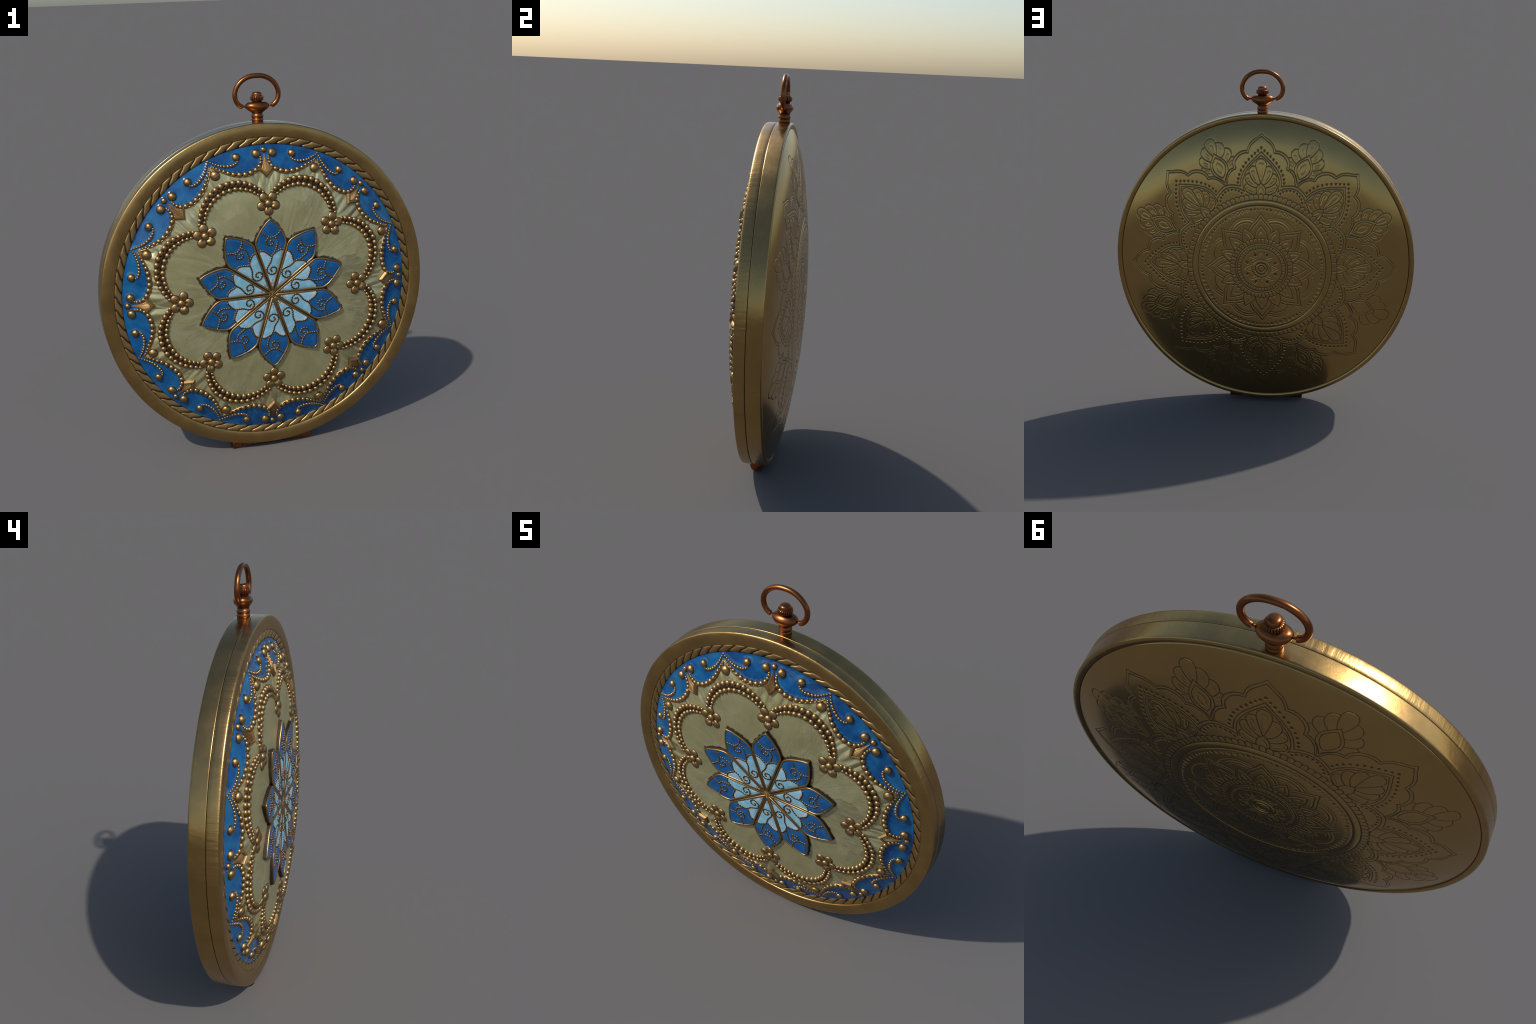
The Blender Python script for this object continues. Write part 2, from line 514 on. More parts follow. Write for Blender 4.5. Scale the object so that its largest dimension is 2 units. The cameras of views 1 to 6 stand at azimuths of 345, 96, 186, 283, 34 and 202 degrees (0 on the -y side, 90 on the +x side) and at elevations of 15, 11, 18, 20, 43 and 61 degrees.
def rope_strand():
    """One lay of the twisted border: a flat-topped slanting pillow, S-curved, thin at the ends."""
    na, nb = 13, 15
    bag = []
    pitch = math.radians(5.0)
    for j in range(nb):
        b = j / (nb - 1)
        r = 0.7984 - 0.0368 * b
        lag = -pitch * (0.72 * b - 0.07 * math.sin(math.pi * 2 * b))
        y0 = -0.0735 + 0.0020 * b
        for i in range(na):
            a = i / (na - 1)
            e = abs(2 * a - 1)
            ends = 1 - abs(2 * b - 1) ** 5
            h = 0.0052 * (1 - e ** 4.0) * (0.35 + 0.65 * ends)
            skew = 0.0022 * (0.5 - a)
            th = (a - 0.5) * pitch * 0.90 + lag
            bag.append((r * math.sin(th), y0 + 0.0028 - h - skew, ZC + r * math.cos(th)))
    fs = [(j * na + i, j * na + i + 1, (j + 1) * na + i + 1, (j + 1) * na + i) for j in range(nb - 1) for i in range(na - 1)]
    ring = [i for i in range(na)] + [j * na + na - 1 for j in range(1, nb)] + [(nb - 1) * na + i for i in range(na - 2, -1, -1)] + [j * na for j in range(nb - 2, 0, -1)]
    n0 = len(bag)
    for k in ring:
        x, y, z = bag[k]
        bag.append((x, y + 0.009, z))
    for i in range(len(ring)):
        j = (i + 1) % len(ring)
        fs.append((ring[j], ring[i], n0 + i, n0 + j))
    return mesh_from("rope_strand", bag, fs, True, [M_ROPE])


strand = rope_strand()
sharp_by_angle(strand, 50)
for k in range(72):
    o = add("rope_strand", strand, top, disc_rot(5.0 * k + 6.2))

# ------------------------------------------------------------------ front panel
# scalloped border between cream panel and blue enamel, in a frame whose axis is 22.5 degrees
SCALLOP = [(0.0085, 0.7211), (0.0130, 0.7142), (0.0220, 0.7042), (0.0336, 0.6913), (0.0484, 0.6772), (0.0647, 0.6605), (0.0856, 0.6439), (0.1113, 0.6287),
           (0.1390, 0.6170), (0.1681, 0.6116), (0.1978, 0.6120), (0.2215, 0.6195), (0.2364, 0.6320), (0.2455, 0.6452), (0.2489, 0.6564)]
SCALLOP_R = [0.0042, 0.0048, 0.0058, 0.0070, 0.0084, 0.0097, 0.0110, 0.0119, 0.0125, 0.0126, 0.0118, 0.0102, 0.0084, 0.0068, 0.0052]
SCROLL = [(0.0020, 0.7525), (0.0095, 0.7422), (0.0190, 0.7325), (0.0278, 0.7228), (0.0387, 0.7132), (0.0493, 0.7050), (0.0630, 0.6970), (0.0790, 0.6897),
          (0.0945, 0.6847), (0.1092, 0.6830), (0.1230, 0.6840), (0.1328, 0.6890)]
SCROLL_R = [0.0042, 0.0047, 0.0052, 0.0058, 0.0063, 0.0068, 0.0074, 0.0076, 0.0073, 0.0066, 0.0056, 0.0046]
LOBE_OUT = [(0.0, 0.6205), (0.0322, 0.6170), (0.0625, 0.6085), (0.0910, 0.5974), (0.1162, 0.5802), (0.1372, 0.5608), (0.1550, 0.5400), (0.1702, 0.5180), (0.1810, 0.5000)]
LOBE_OUT_R = [0.0137, 0.0137, 0.0135, 0.0132, 0.0128, 0.0122, 0.0116, 0.0108, 0.0085]
LOBE_IN = [(0.0, 0.5862), (0.0310, 0.5825), (0.0603, 0.5760), (0.0850, 0.5634), (0.1075, 0.5490), (0.1260, 0.5342), (0.1396, 0.5162), (0.1522, 0.4990), (0.1600, 0.4860)]
LOBE_IN_R = [0.0127, 0.0126, 0.0123, 0.0117, 0.0110, 0.0100, 0.0088, 0.0074, 0.0058]

# border radius as a function of angle from the 22.5 degree axis
sc = catmull([(0.0, 0.7290)] + [(s * 0.995, t - 0.0045) for s, t in SCALLOP[:12]] + [(0.2340, 0.6100), (0.2460, 0.5980)], 6)
sc_a = np.degrees(np.arctan2(sc[:, 0], sc[:, 1]))
sc_r = np.hypot(sc[:, 0], sc[:, 1])
order = np.argsort(sc_a)
N8 = 576


def border_r(deg):
    d = np.abs((np.asarray(deg) % 45.0) - 22.5)
    return np.interp(d, sc_a[order], sc_r[order])


ang = np.arange(N8) * 360.0 / N8
rb = border_r(ang)


def polar_sheet(name, r0, r1, steps, mat, drop=0.0):
    """Sheet on the front dome between two radii given per angle."""
    q = np.linspace(0, 1, steps)[:, None]
    r = r0[None, :] * (1 - q) + r1[None, :] * q
    a = np.radians(ang)[None, :]
    v = np.stack([r * np.sin(a), front_y(r) + drop, ZC + r * np.cos(a)], -1).reshape(-1, 3)
    i, j = np.meshgrid(np.arange(steps - 1), np.arange(N8), indexing='ij')
    j2 = (j + 1) % N8
    f = np.stack([i * N8 + j, (i + 1) * N8 + j, (i + 1) * N8 + j2, i * N8 + j2], -1).reshape(-1, 4)
    return quads_mesh(name, v, [f], [mat])


panel = add("cream_panel", polar_sheet("cream_panel", np.full(N8, 0.01), rb, 60, M_PEARL), top)


def dist_to(P, line):
    best = np.full(len(P), 9.0)
    for a, b in zip(line[:-1], line[1:]):
        d = b - a
        t = np.clip(((P - a) @ d) / (d @ d + 1e-12), 0, 1)
        best = np.minimum(best, np.hypot(*(P - a - t[:, None] * d).T))
    return best


def blue_sheet():
    n, steps = 1536, 56
    half = n // 16
    deg = np.arange(half + 1) * 360.0 / n                       # 0..22.5 degrees, then mirrored
    q = np.linspace(0, 1, steps)[:, None]
    r = border_r(deg)[None, :] * (1 - q) + 0.7610 * q
    p2 = np.radians(22.5 - deg)[None, :]
    B = np.stack([(r * np.sin(p2)).ravel(), (r * np.cos(p2)).ravel()], -1)
    lift = np.zeros(len(B))
    for pts, radii in ((SCALLOP, SCALLOP_R), (SCROLL, SCROLL_R)):
        for (c, rad) in zip(pts, radii):
            g = np.hypot(*(B - np.array(c)).T) - rad * 1.1
            lift = np.maximum(lift, 0.0030 * np.exp(-np.maximum(g, 0) / 0.0042))
    a225 = math.radians(22.5)
    for s0, t0, ax, rad in ((0.1362, 0.7103, 22.5, 0.0190), (0.0425, 0.7200, 0.0, 0.0212), (0.0, 0.7360, 0.0, 0.0140)):
        if ax == 0.0:                                            # into the 22.5 degree frame (mirrored half)
            x, z = s0, t0
            c = np.array([abs(x * math.cos(a225) - z * math.sin(a225)), x * math.sin(a225) + z * math.cos(a225)])
        else:
            c = np.array([s0, t0])
        g = np.hypot(*(B - c).T) - rad
        lift = np.maximum(lift, 0.0034 * np.exp(-np.maximum(g, 0) / 0.0050))
    lift = np.maximum(lift, 0.0030 * np.exp(-np.maximum(0.7610 - r.ravel(), 0) / 0.006))
    lift = lift.reshape(r.shape)
    idx = np.arange(n) % (n // 8)
    idx = np.where(idx > half, n // 8 - idx, idx)
    R, H = r[:, idx], lift[:, idx]
    a = np.radians(np.arange(n) * 360.0 / n)[None, :]
    v = np.stack([R * np.sin(a), front_y(R) + 0.0022 - H, ZC + R * np.cos(a)], -1).reshape(-1, 3)
    i, j = np.meshgrid(np.arange(steps - 1), np.arange(n), indexing='ij')
    j2 = (j + 1) % n
    f = np.stack([i * n + j, (i + 1) * n + j, (i + 1) * n + j2, i * n + j2], -1).reshape(-1, 4)
    return quads_mesh("blue_enamel_band", v, [f], [M_BLUE])


band = add("blue_enamel_band", blue_sheet(), top)


def chain_unit(name, pts, radii, shade_r, mat_bead, height=0.88, mirror=True):
    """One 45 degree unit of bead string over a dark tube that models the shade between beads."""
    bag = Bag()
    for sg in ((1, -1) if mirror else (1,)):
        for (s, t), r in zip(pts, radii):
            if s == 0 and sg < 0:
                continue
            bead_on(bag, sg * s, t, r * 1.17, 22.5, height=height)
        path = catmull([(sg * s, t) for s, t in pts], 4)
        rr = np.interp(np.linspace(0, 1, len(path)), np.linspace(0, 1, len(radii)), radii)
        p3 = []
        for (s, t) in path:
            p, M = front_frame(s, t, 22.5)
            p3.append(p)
        p3 = np.array(p3) + np.array([0, 1.0, 0]) * (rr * shade_r * 0.45)[:, None]
        v, f = tube(p3, np.maximum(rr * shade_r, 0.003), 8)
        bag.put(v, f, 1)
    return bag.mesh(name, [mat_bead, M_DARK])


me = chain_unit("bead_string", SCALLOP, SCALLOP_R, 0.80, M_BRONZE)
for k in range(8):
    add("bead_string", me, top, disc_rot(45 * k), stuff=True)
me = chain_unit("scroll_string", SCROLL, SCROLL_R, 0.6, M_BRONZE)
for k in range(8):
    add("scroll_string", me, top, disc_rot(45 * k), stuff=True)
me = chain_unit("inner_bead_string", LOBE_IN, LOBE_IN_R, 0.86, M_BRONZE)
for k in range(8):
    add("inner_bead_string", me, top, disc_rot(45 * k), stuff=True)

# the thin wire that bounds the blue enamel
bag = Bag()
pa = [(border_r(d), math.radians(d)) for d in np.arange(0, 360, 0.75)]
p3 = [((r - 0.0045) * math.sin(a), float(front_y(r - 0.0045)) - 0.0012, ZC + (r - 0.0045) * math.cos(a)) for r, a in pa]
v, f = tube(p3, 0.0042, 8, closed=True)
bag.put(v, f)
add("border_wire", bag.mesh("border_wire", [M_BRONZE]), top)

# outer row of the double lobes: single beads and dark tubes built for the shadow between both rows
bead_me = mesh_from("bead", BEAD_V, BEAD_F, True, [M_BRONZE])
bag = Bag()
for k in range(8):
    for sg in (1, -1):
        for (s, t), r in zip(LOBE_OUT, LOBE_OUT_R):
            if s == 0 and sg < 0:
                continue
            j = 1 + 0.05 * (random.random() - 0.5)
            add("bead", bead_me, top, frame_matrix(sg * s, t, 22.5 + 45 * k, r * j * 1.13) @ Matrix.Diagonal((1, 1, 0.88, 1)))
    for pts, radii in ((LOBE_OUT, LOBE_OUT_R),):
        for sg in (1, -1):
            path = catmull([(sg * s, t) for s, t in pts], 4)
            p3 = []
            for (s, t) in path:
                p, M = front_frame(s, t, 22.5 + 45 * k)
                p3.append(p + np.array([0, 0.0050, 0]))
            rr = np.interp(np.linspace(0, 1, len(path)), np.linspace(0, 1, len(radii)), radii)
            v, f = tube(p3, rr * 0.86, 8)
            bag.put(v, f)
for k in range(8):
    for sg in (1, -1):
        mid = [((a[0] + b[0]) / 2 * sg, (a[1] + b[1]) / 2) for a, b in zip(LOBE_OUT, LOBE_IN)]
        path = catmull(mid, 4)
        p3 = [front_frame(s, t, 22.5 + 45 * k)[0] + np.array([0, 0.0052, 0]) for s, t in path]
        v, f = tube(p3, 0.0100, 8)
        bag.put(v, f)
add("lobe_shade_bed", bag.mesh("lobe_shade_bed", [M_DARK]), top)


# studs (larger single balls, slightly uneven)
def stud_mesh(seed):
    g = np.random.default_rng(seed)
    V, F = bead_template(24, 9, 0.2)
    d = V / (np.linalg.norm(V, axis=1)[:, None] + 1e-9)
    w = g.normal(size=(3, 3))
    bump = sum(0.022 * np.sin(3.0 * d @ w[i] + i) for i in range(3))
    return mesh_from("round_stud", V * (1 + bump[:, None]), F, True, [M_BRONZE])


studs = [stud_mesh(i) for i in range(4)]
count = 0
for k in range(8):
    for s, t, ax, r, h in [(0.0, 0.6788, 22.5, 0.0240, 0.75), (0.1362, 0.7103, 22.5, 0.0190, 0.82), (-0.1362, 0.7103, 22.5, 0.0190, 0.82),
                           (0.0425, 0.7200, 0.0, 0.0212, 0.78), (-0.0425, 0.7200, 0.0, 0.0212, 0.78), (0.0, 0.7360, 0.0, 0.0140, 0.8)]:
        mt = frame_matrix(s, t, ax + 45 * k, r) @ Matrix.Rotation(count * 1.7, 4, 'Z') @ Matrix.Diagonal((1, 1, h, 1))
        add("round_stud", studs[count % 4], top, mt)
        count += 1
        # dark solder round each stud
thin_ring = Bag()
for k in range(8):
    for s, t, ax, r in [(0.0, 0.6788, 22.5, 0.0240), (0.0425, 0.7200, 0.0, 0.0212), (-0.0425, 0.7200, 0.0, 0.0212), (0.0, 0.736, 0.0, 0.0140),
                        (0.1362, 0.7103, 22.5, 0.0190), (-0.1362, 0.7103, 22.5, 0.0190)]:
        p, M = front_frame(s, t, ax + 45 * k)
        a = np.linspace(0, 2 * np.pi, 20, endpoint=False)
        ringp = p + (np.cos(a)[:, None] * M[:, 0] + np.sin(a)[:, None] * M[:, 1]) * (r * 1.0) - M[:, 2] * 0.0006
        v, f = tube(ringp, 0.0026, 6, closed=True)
        thin_ring.put(v, f)
add("stud_thin_ring", thin_ring.mesh("stud_thin_ring", [M_DARK]), top, stuff=True)


# spade-shaped drops between the crowns
def spade_mesh():
    """Fluted blade that widens from a thin stem and sits in a chevron-shaped foot."""
    bag = Bag()
    prof = [(0.0012, 0.7175, 0.004), (0.0034, 0.7080, 0.006), (0.0064, 0.6960, 0.009), (0.0100, 0.6820, 0.012), (0.0138, 0.6700, 0.0145), (0.0178, 0.6600, 0.0160), (0.0215, 0.6520, 0.0165), (0.0238, 0.6460, 0.0160)]
    n = 43
    rows = []
    for w, t, h in prof:
        row = []
        fold = 1.05 * max(0.0, (w - 0.010) / 0.0138)
        for i in range(n):
            q = -1 + 2 * i / (n - 1)
            fl = 0.0009 * math.cos(q * math.pi * 8) * min(1, w / 0.010)
            tt = t - 0.0190 * fold * (1 - abs(q))
            p, M = front_frame(q * w, tt, 0)
            row.append(p + M[:, 2] * (0.75 * h * (1 - 0.55 * q * q) + fl - 0.001))
        rows.append(row)
    v = np.array(rows).reshape(-1, 3)
    bag.put(v, [(j * n + i, (j + 1) * n + i, (j + 1) * n + i + 1, j * n + i + 1) for j in range(len(prof) - 1) for i in range(n - 1)])
    for i0, flip in ((0, 1), (n - 1, 0)):
        sk = []
        for j in range(len(prof)):
            b = rows[j][i0]
            sk += [b, b + np.array([0, 0.014, 0])]
        ff = [(2 * j, 2 * j + 1, 2 * j + 3, 2 * j + 2) for j in range(len(prof) - 1)]
        bag.put(sk, [q[::-1] for q in ff] if flip else ff)
    # chevron foot: thick V with a rounded back
    oc, ic = [(-0.0365, 0.6385), (0.0, 0.6005), (0.0365, 0.6385)], [(-0.0250, 0.6500), (0.0, 0.6230), (0.0250, 0.6500)]
    lay = []
    for q, h in ((0.0, -0.008), (0.0, 0.0075), (0.10, 0.0100), (0.50, 0.0165), (0.80, 0.0175), (1.0, 0.0120), (1.0, -0.006)):
        for (s0, t0), (s1, t1) in zip(oc, ic):
            p, M = front_frame(s0 + (s1 - s0) * q, t0 + (t1 - t0) * q, 0)
            lay.append(p + M[:, 2] * h)
    f = [(j * 3 + i, j * 3 + i + 1, (j + 1) * 3 + i + 1, (j + 1) * 3 + i) for j in range(6) for i in range(2)]
    f += [tuple(range(0, 21, 3)), tuple(range(20, 1, -3))]
    bag.put(lay, f)
    return bag.mesh("spade_drop", [M_SPADE])


sp = spade_mesh()
sharp_by_angle(sp, 32)
for k in range(8):
    add("spade_drop", sp, top, disc_rot(45 * k))


# eight small five-petalled flowers
def pebble_mesh(seed):
    """A flower petal: flattened ball with a small dent toward the knob."""
    g = np.random.default_rng(seed)
    n, kk = 24, 9
    V, F = bead_template(n, kk, 0.25)
    V = V.copy()
    V[:, 2] *= 0.42
    d2 = (V[:, 0] - 0.0) ** 2 + (V[:, 1] + 0.78) ** 2
    V[:, 2] -= 0.26 * np.exp(-d2 / 0.12) * (V[:, 2] > 0.1)
    V[:, 0] *= 1.0 + 0.03 * g.normal()
    V[:, 1] *= 1.04
    return mesh_from("flower_petal", V, F, True, [M_BRONZE])


pebbles = [pebble_mesh(40 + i) for i in range(3)]
kv, kf = bead_template(24, 9, 0.25)
kv[:, 2] *= 0.72
knob = mesh_from("flower", kv, kf, True, [M_BRONZE])
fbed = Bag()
FL_R = 0.4725
for k in range(8):
    mt = frame_matrix(0, FL_R, 45 * k, 0.0196)
    fl = add("flower", knob, top, mt)
    inv = mt.inverted()
    for i in range(5):
        a = math.radians(36 + 72 * i)
        s, t = 0.0385 * math.sin(a), FL_R + 0.0385 * math.cos(a)
        pm = frame_matrix(s, t, 45 * k, 0.0226 * (1 + 0.04 * (random.random() - 0.5)))
        pm = pm @ Matrix.Rotation(-a, 4, 'Z')
        add("flower_petal", pebbles[(i + k) % 3], fl, inv @ pm)
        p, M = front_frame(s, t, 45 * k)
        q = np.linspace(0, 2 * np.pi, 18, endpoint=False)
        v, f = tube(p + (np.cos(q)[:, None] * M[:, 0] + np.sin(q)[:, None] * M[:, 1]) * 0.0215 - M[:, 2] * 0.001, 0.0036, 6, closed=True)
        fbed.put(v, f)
add("flower_dark_rings", fbed.mesh("flower_dark_rings", [M_DARK]), top, stuff=True)

# ------------------------------------------------------------------ ten-petalled rosette
PY = -0.1615                                      # enamel plane


def petal_half(k=0.0):
    """Right half outline, from the centre outward, shrunk by k."""
    edge = [(0.0052, 0.0190), (0.0834 - k, 0.2610), (0.0842 - k, 0.2710), (0.0828 - k, 0.2820), (0.0792 - k, 0.2950), (0.0722 - k, 0.3110),
            (0.0630 - k, 0.3270), (0.0520 - k * 0.97, 0.3430), (0.0385 - k * 0.92, 0.3605), (0.0215 - k * 0.82, 0.3800), (0.0, 0.3985 - k * 1.25)]
    if k:
        edge[0] = (0.0052 - k * 0.25, 0.0190 + k * 2.6)
    return edge


def outline(k=0.0):
    h = petal_half(k)
    arc = catmull(h[1:], 3)
    right = [h[0]] + [tuple(p) for p in arc]
    left = [(-s, t) for s, t in right[:-1]][::-1]
    return right + left


def half_width(t):
    h = [p for p in outline(0.0098) if p[0] >= 0]
    return np.interp(t, [p[1] for p in h], [p[0] for p in h])


def pillow(s_, t_):
    """Depth of the cushioned enamel inside a petal."""
    w = np.maximum(half_width(t_), 1e-5)
    u = np.clip(np.abs(s_) / w, 0, 1)
    edge = np.clip((1 - u) * w / 0.016, 0, 1)
    return PY - 0.0026 * edge * (2 - edge)


def petal_meshes():
    out = outline()
    n = len(out)
    # solid body: bevelled top rim, deep side wall
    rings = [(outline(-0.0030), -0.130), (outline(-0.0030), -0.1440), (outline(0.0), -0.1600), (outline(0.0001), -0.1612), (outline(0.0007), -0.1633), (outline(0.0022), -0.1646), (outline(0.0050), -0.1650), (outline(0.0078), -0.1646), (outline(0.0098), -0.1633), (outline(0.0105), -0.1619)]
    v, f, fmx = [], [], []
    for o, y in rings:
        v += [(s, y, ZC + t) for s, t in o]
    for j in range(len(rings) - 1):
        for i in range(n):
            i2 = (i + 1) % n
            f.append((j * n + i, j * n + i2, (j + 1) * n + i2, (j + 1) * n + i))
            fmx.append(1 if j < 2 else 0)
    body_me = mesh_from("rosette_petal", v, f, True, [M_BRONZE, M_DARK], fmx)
    sharp_by_angle(body_me, 70)
    # enamel cushions, split along the two scalloped arcs
    arcs = catmull([(-0.0900, 0.2290), (-0.0700, 0.2310), (-0.0560, 0.2335), (-0.0430, 0.2318), (-0.0290, 0.2250), (-0.0160, 0.2140), (0.0, 0.2030), (0.0100, 0.2100), (0.0240, 0.2221), (0.0371, 0.2293), (0.0520, 0.2340), (0.0700, 0.2310), (0.0900, 0.2290)], 4)
    nu, nr = 29, 22
    U = np.linspace(-1, 1, nu)
    T0, T1 = 0.0400, 0.3985 - 0.0098 * 1.25
    tb = np.full(nu, 0.22)
    for _ in range(30):
        tb = np.interp(U * half_width(tb), arcs[:, 0], arcs[:, 1])

    def cushion(name, lo, hi, mat):
        q = np.linspace(0, 1, nr)[:, None]
        T = lo[None, :] * (1 - q) + hi[None, :] * q
        S = U[None, :] * half_width(T)
        v = np.stack([S, pillow(S, T), ZC + T], -1).reshape(-1, 3)
        f = [(j * nu + i, (j + 1) * nu + i, (j + 1) * nu + i + 1, j * nu + i + 1) for j in range(nr - 1) for i in range(nu - 1)]
        return mesh_from(name, v, f, True, [mat])
    lm = cushion("pale_enamel", np.full(nu, T0), tb, M_LIGHT)
    dm = cushion("dark_enamel", tb, np.full(nu, T1), M_PBLUE)
    # beaded scrolls
    bag = Bag()
    step = 0.0125

    def string(pts, r=0.0057, skip=0.0):
        c = catmull(pts, 10)
        d = np.concatenate([[0], np.cumsum(np.linalg.norm(np.diff(c, axis=0), axis=1))])
        k = max(2, int(round(d[-1] / step)) + 1)
        for x in np.linspace(skip, d[-1], k):
            s, t = np.interp(x, d, c[:, 0]), np.interp(x, d, c[:, 1])
            bead_on(bag, s, t, r, 0, flat=float(pillow(s, t)), height=0.42, small=True)
        v, f = tube([(s, float(pillow(s, t)) + 0.0004, ZC + t) for s, t in c], 0.0034, 6)
        bag.put(v, f, 1)
    string([(-0.0530, 0.3290), (-0.0335, 0.3146), (-0.0165, 0.3030), (-0.0005, 0.2988), (0.0145, 0.3018), (0.0293, 0.3075), (0.0530, 0.3280)])
    string([(-0.0170, 0.2955), (-0.0248, 0.2850), (-0.0226, 0.2715), (-0.0110, 0.2615), (0.0025, 0.2600), (0.0112, 0.2690), (0.0095, 0.2795), (-0.0010, 0.2815)])
    string([(0.0270, 0.2955), (0.0340, 0.2830), (0.0352, 0.2690), (0.0310, 0.2545), (0.0265, 0.2395), (0.0200, 0.2255), (0.0110, 0.2140), (0.0025, 0.2010),
            (-0.0005, 0.1865), (-0.0055, 0.1723), (-0.0140, 0.1590), (-0.0228, 0.1460), (-0.0262, 0.1315), (-0.0210, 0.1178), (-0.0095, 0.1092), (0.0035, 0.1078),
            (0.0160, 0.1125), (0.0238, 0.1240), (0.0220, 0.1370), (0.0115, 0.1447), (-0.0013, 0.1435), (-0.0080, 0.1340), (-0.0020, 0.1245)])
    string([(-0.0640, 0.2300), (-0.0530, 0.2335), (-0.0430, 0.2322), (-0.0290, 0.2252), (-0.0165, 0.2145), (-0.0045, 0.2050)])
    string([(0.0180, 0.2185), (0.0260, 0.2240), (0.0371, 0.2293), (0.0500, 0.2338), (0.0640, 0.2310)])
    for s in (-0.0035, 0.0035, 0.0):
        bead_on(bag, s, 0.0640 if s else 0.0720, 0.0021, 0, flat=PY - 0.0012, small=True, mat=1)
        bead_on(bag, s, 0.0560 if s else 0.0800, 0.0020, 0, flat=PY - 0.0012, small=True, mat=1)
    fl = bag.mesh("beaded_scroll", [M_BRONZE, M_DARK])
    return body_me, lm, dm, fl


pb, lm, dm, fl = petal_meshes()
for k in range(10):
    o = add("rosette_petal", pb, top, disc_rot(36 * k))
    add("pale_enamel", lm, o)
    add("dark_enamel", dm, o)
    add("beaded_scroll", fl, o, stuff=True)
bag = Bag()
v, f = revolve_disc([(0.0001, -0.1617), (0.0190, -0.1617), (0.0235, -0.159), (0.024, -0.150)], 40)
bag.put(v, f, 1)
bead_on(bag, 0, 0, 0.0052, 0, flat=-0.1617)
for i in range(8):
    bead_on(bag, 0.0095 * math.sin(i * math.pi / 4), 0.0095 * math.cos(i * math.pi / 4), 0.0034, 0, flat=-0.1617, small=True)
for i in range(16):
    bead_on(bag, 0.0165 * math.sin(i * math.pi / 8), 0.0165 * math.cos(i * math.pi / 8), 0.0030, 0, flat=-0.1617, small=True)
add("rosette_centre", bag.mesh("rosette_centre", [M_BRONZE, M_DARK]), top)
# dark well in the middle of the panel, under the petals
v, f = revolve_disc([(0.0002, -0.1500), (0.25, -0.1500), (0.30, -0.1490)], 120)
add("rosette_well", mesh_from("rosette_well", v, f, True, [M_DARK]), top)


# ------------------------------------------------------------------ engraved back plate
# lines drawn in mirror-symmetric frames: axis 0 (A) and axis 22.5 degrees (B), right half only
def arc(cs, ct, r, a0, a1, n=24):
    a = np.radians(np.linspace(a0, a1, n))
    return [(cs + r * math.sin(x), ct + r * math.cos(x)) for x in a]


LA, LB = [], []          # (polyline, depth, width)
D1, W1 = 0.0015, 0.0023  # crisp outline
D2, W2 = 0.0011, 0.0032  # soft inner stroke


def a_(pts, d=D1, w=W1, sub=6):
    LA.append((catmull(pts, sub), d, w))


def b_(pts, d=D1, w=W1, sub=6):
    LB.append((catmull(pts, sub), d, w))


# outer scalloped leaf, double line
a_([(0, 0.768), (0.021, 0.748), (0.040, 0.7345), (0.056, 0.721), (0.071, 0.700), (0.080, 0.671)])
a_([(0.080, 0.671), (0.103, 0.669), (0.128, 0.656), (0.151, 0.631), (0.160, 0.602), (0.156, 0.574)])
a_([(0.156, 0.574), (0.176, 0.562), (0.193, 0.536), (0.201, 0.507), (0.203, 0.484)])
a_([(0, 0.751), (0.025, 0.731), (0.054, 0.706), (0.067, 0.682), (0.072, 0.659)])
a_([(0.072, 0.659), (0.097, 0.657), (0.123, 0.643), (0.141, 0.618), (0.147, 0.594), (0.142, 0.570)])
a_([(0.142, 0.570), (0.166, 0.555), (0.183, 0.528), (0.188, 0.505), (0.189, 0.482)])
# pointed frame, double line
a_([(0, 0.666), (0.026, 0.640), (0.055, 0.611), (0.084, 0.577), (0.102, 0.546), (0.112, 0.513), (0.115, 0.474)])
a_([(0, 0.646), (0.027, 0.623), (0.056, 0.594), (0.079, 0.563), (0.095, 0.530), (0.102, 0.499), (0.101, 0.470), (0.094, 0.446)])
# fan of seven petals with core
a_([(0, 0.629), (0.013, 0.6255), (0.024, 0.615), (0.030, 0.596), (0.027, 0.570), (0.016, 0.533), (0.003, 0.494)])
a_([(0.031, 0.586), (0.050, 0.586), (0.063, 0.575), (0.068, 0.560), (0.063, 0.537), (0.050, 0.512), (0.030, 0.492), (0.011, 0.480)])
a_([(0.068, 0.547), (0.082, 0.540), (0.090, 0.524), (0.088, 0.507), (0.077, 0.491), (0.052, 0.473), (0.022, 0.464)])
a_([(0.083, 0.487), (0.091, 0.475), (0.091, 0.461), (0.080, 0.444), (0.055, 0.433), (0.030, 0.429)])
a_([(0, 0.493), (0.011, 0.482), (0.020, 0.470), (0.026, 0.454), (0.026, 0.428)])
a_([(0, 0.468), (0.009, 0.455), (0.014, 0.440), (0.013, 0.428)], D2, W2)
a_([(0, 0.603), (0.009, 0.600), (0.012, 0.590), (0.012, 0.563), (0.006, 0.525)], D2, W2)
a_([(0.037, 0.540), (0.041, 0.556), (0.047, 0.558), (0.053, 0.549), (0.047, 0.530), (0.033, 0.505)], D2, W2)
a_([(0.070, 0.516), (0.077, 0.515), (0.075, 0.506), (0.050, 0.484)], D2, W2)
a_([(0.075, 0.464), (0.080, 0.460), (0.070, 0.450), (0.040, 0.439)], D2, W2)
# arch between leaves, double line
b_([(0.076, 0.4815), (0.056, 0.494), (0.037, 0.503), (0.018, 0.5105), (-0.002, 0.513)])
b_([(0.083, 0.445), (0.078, 0.456), (0.069, 0.465), (0.053, 0.478), (0.035, 0.488), (0.016, 0.495), (-0.002, 0.4975)])
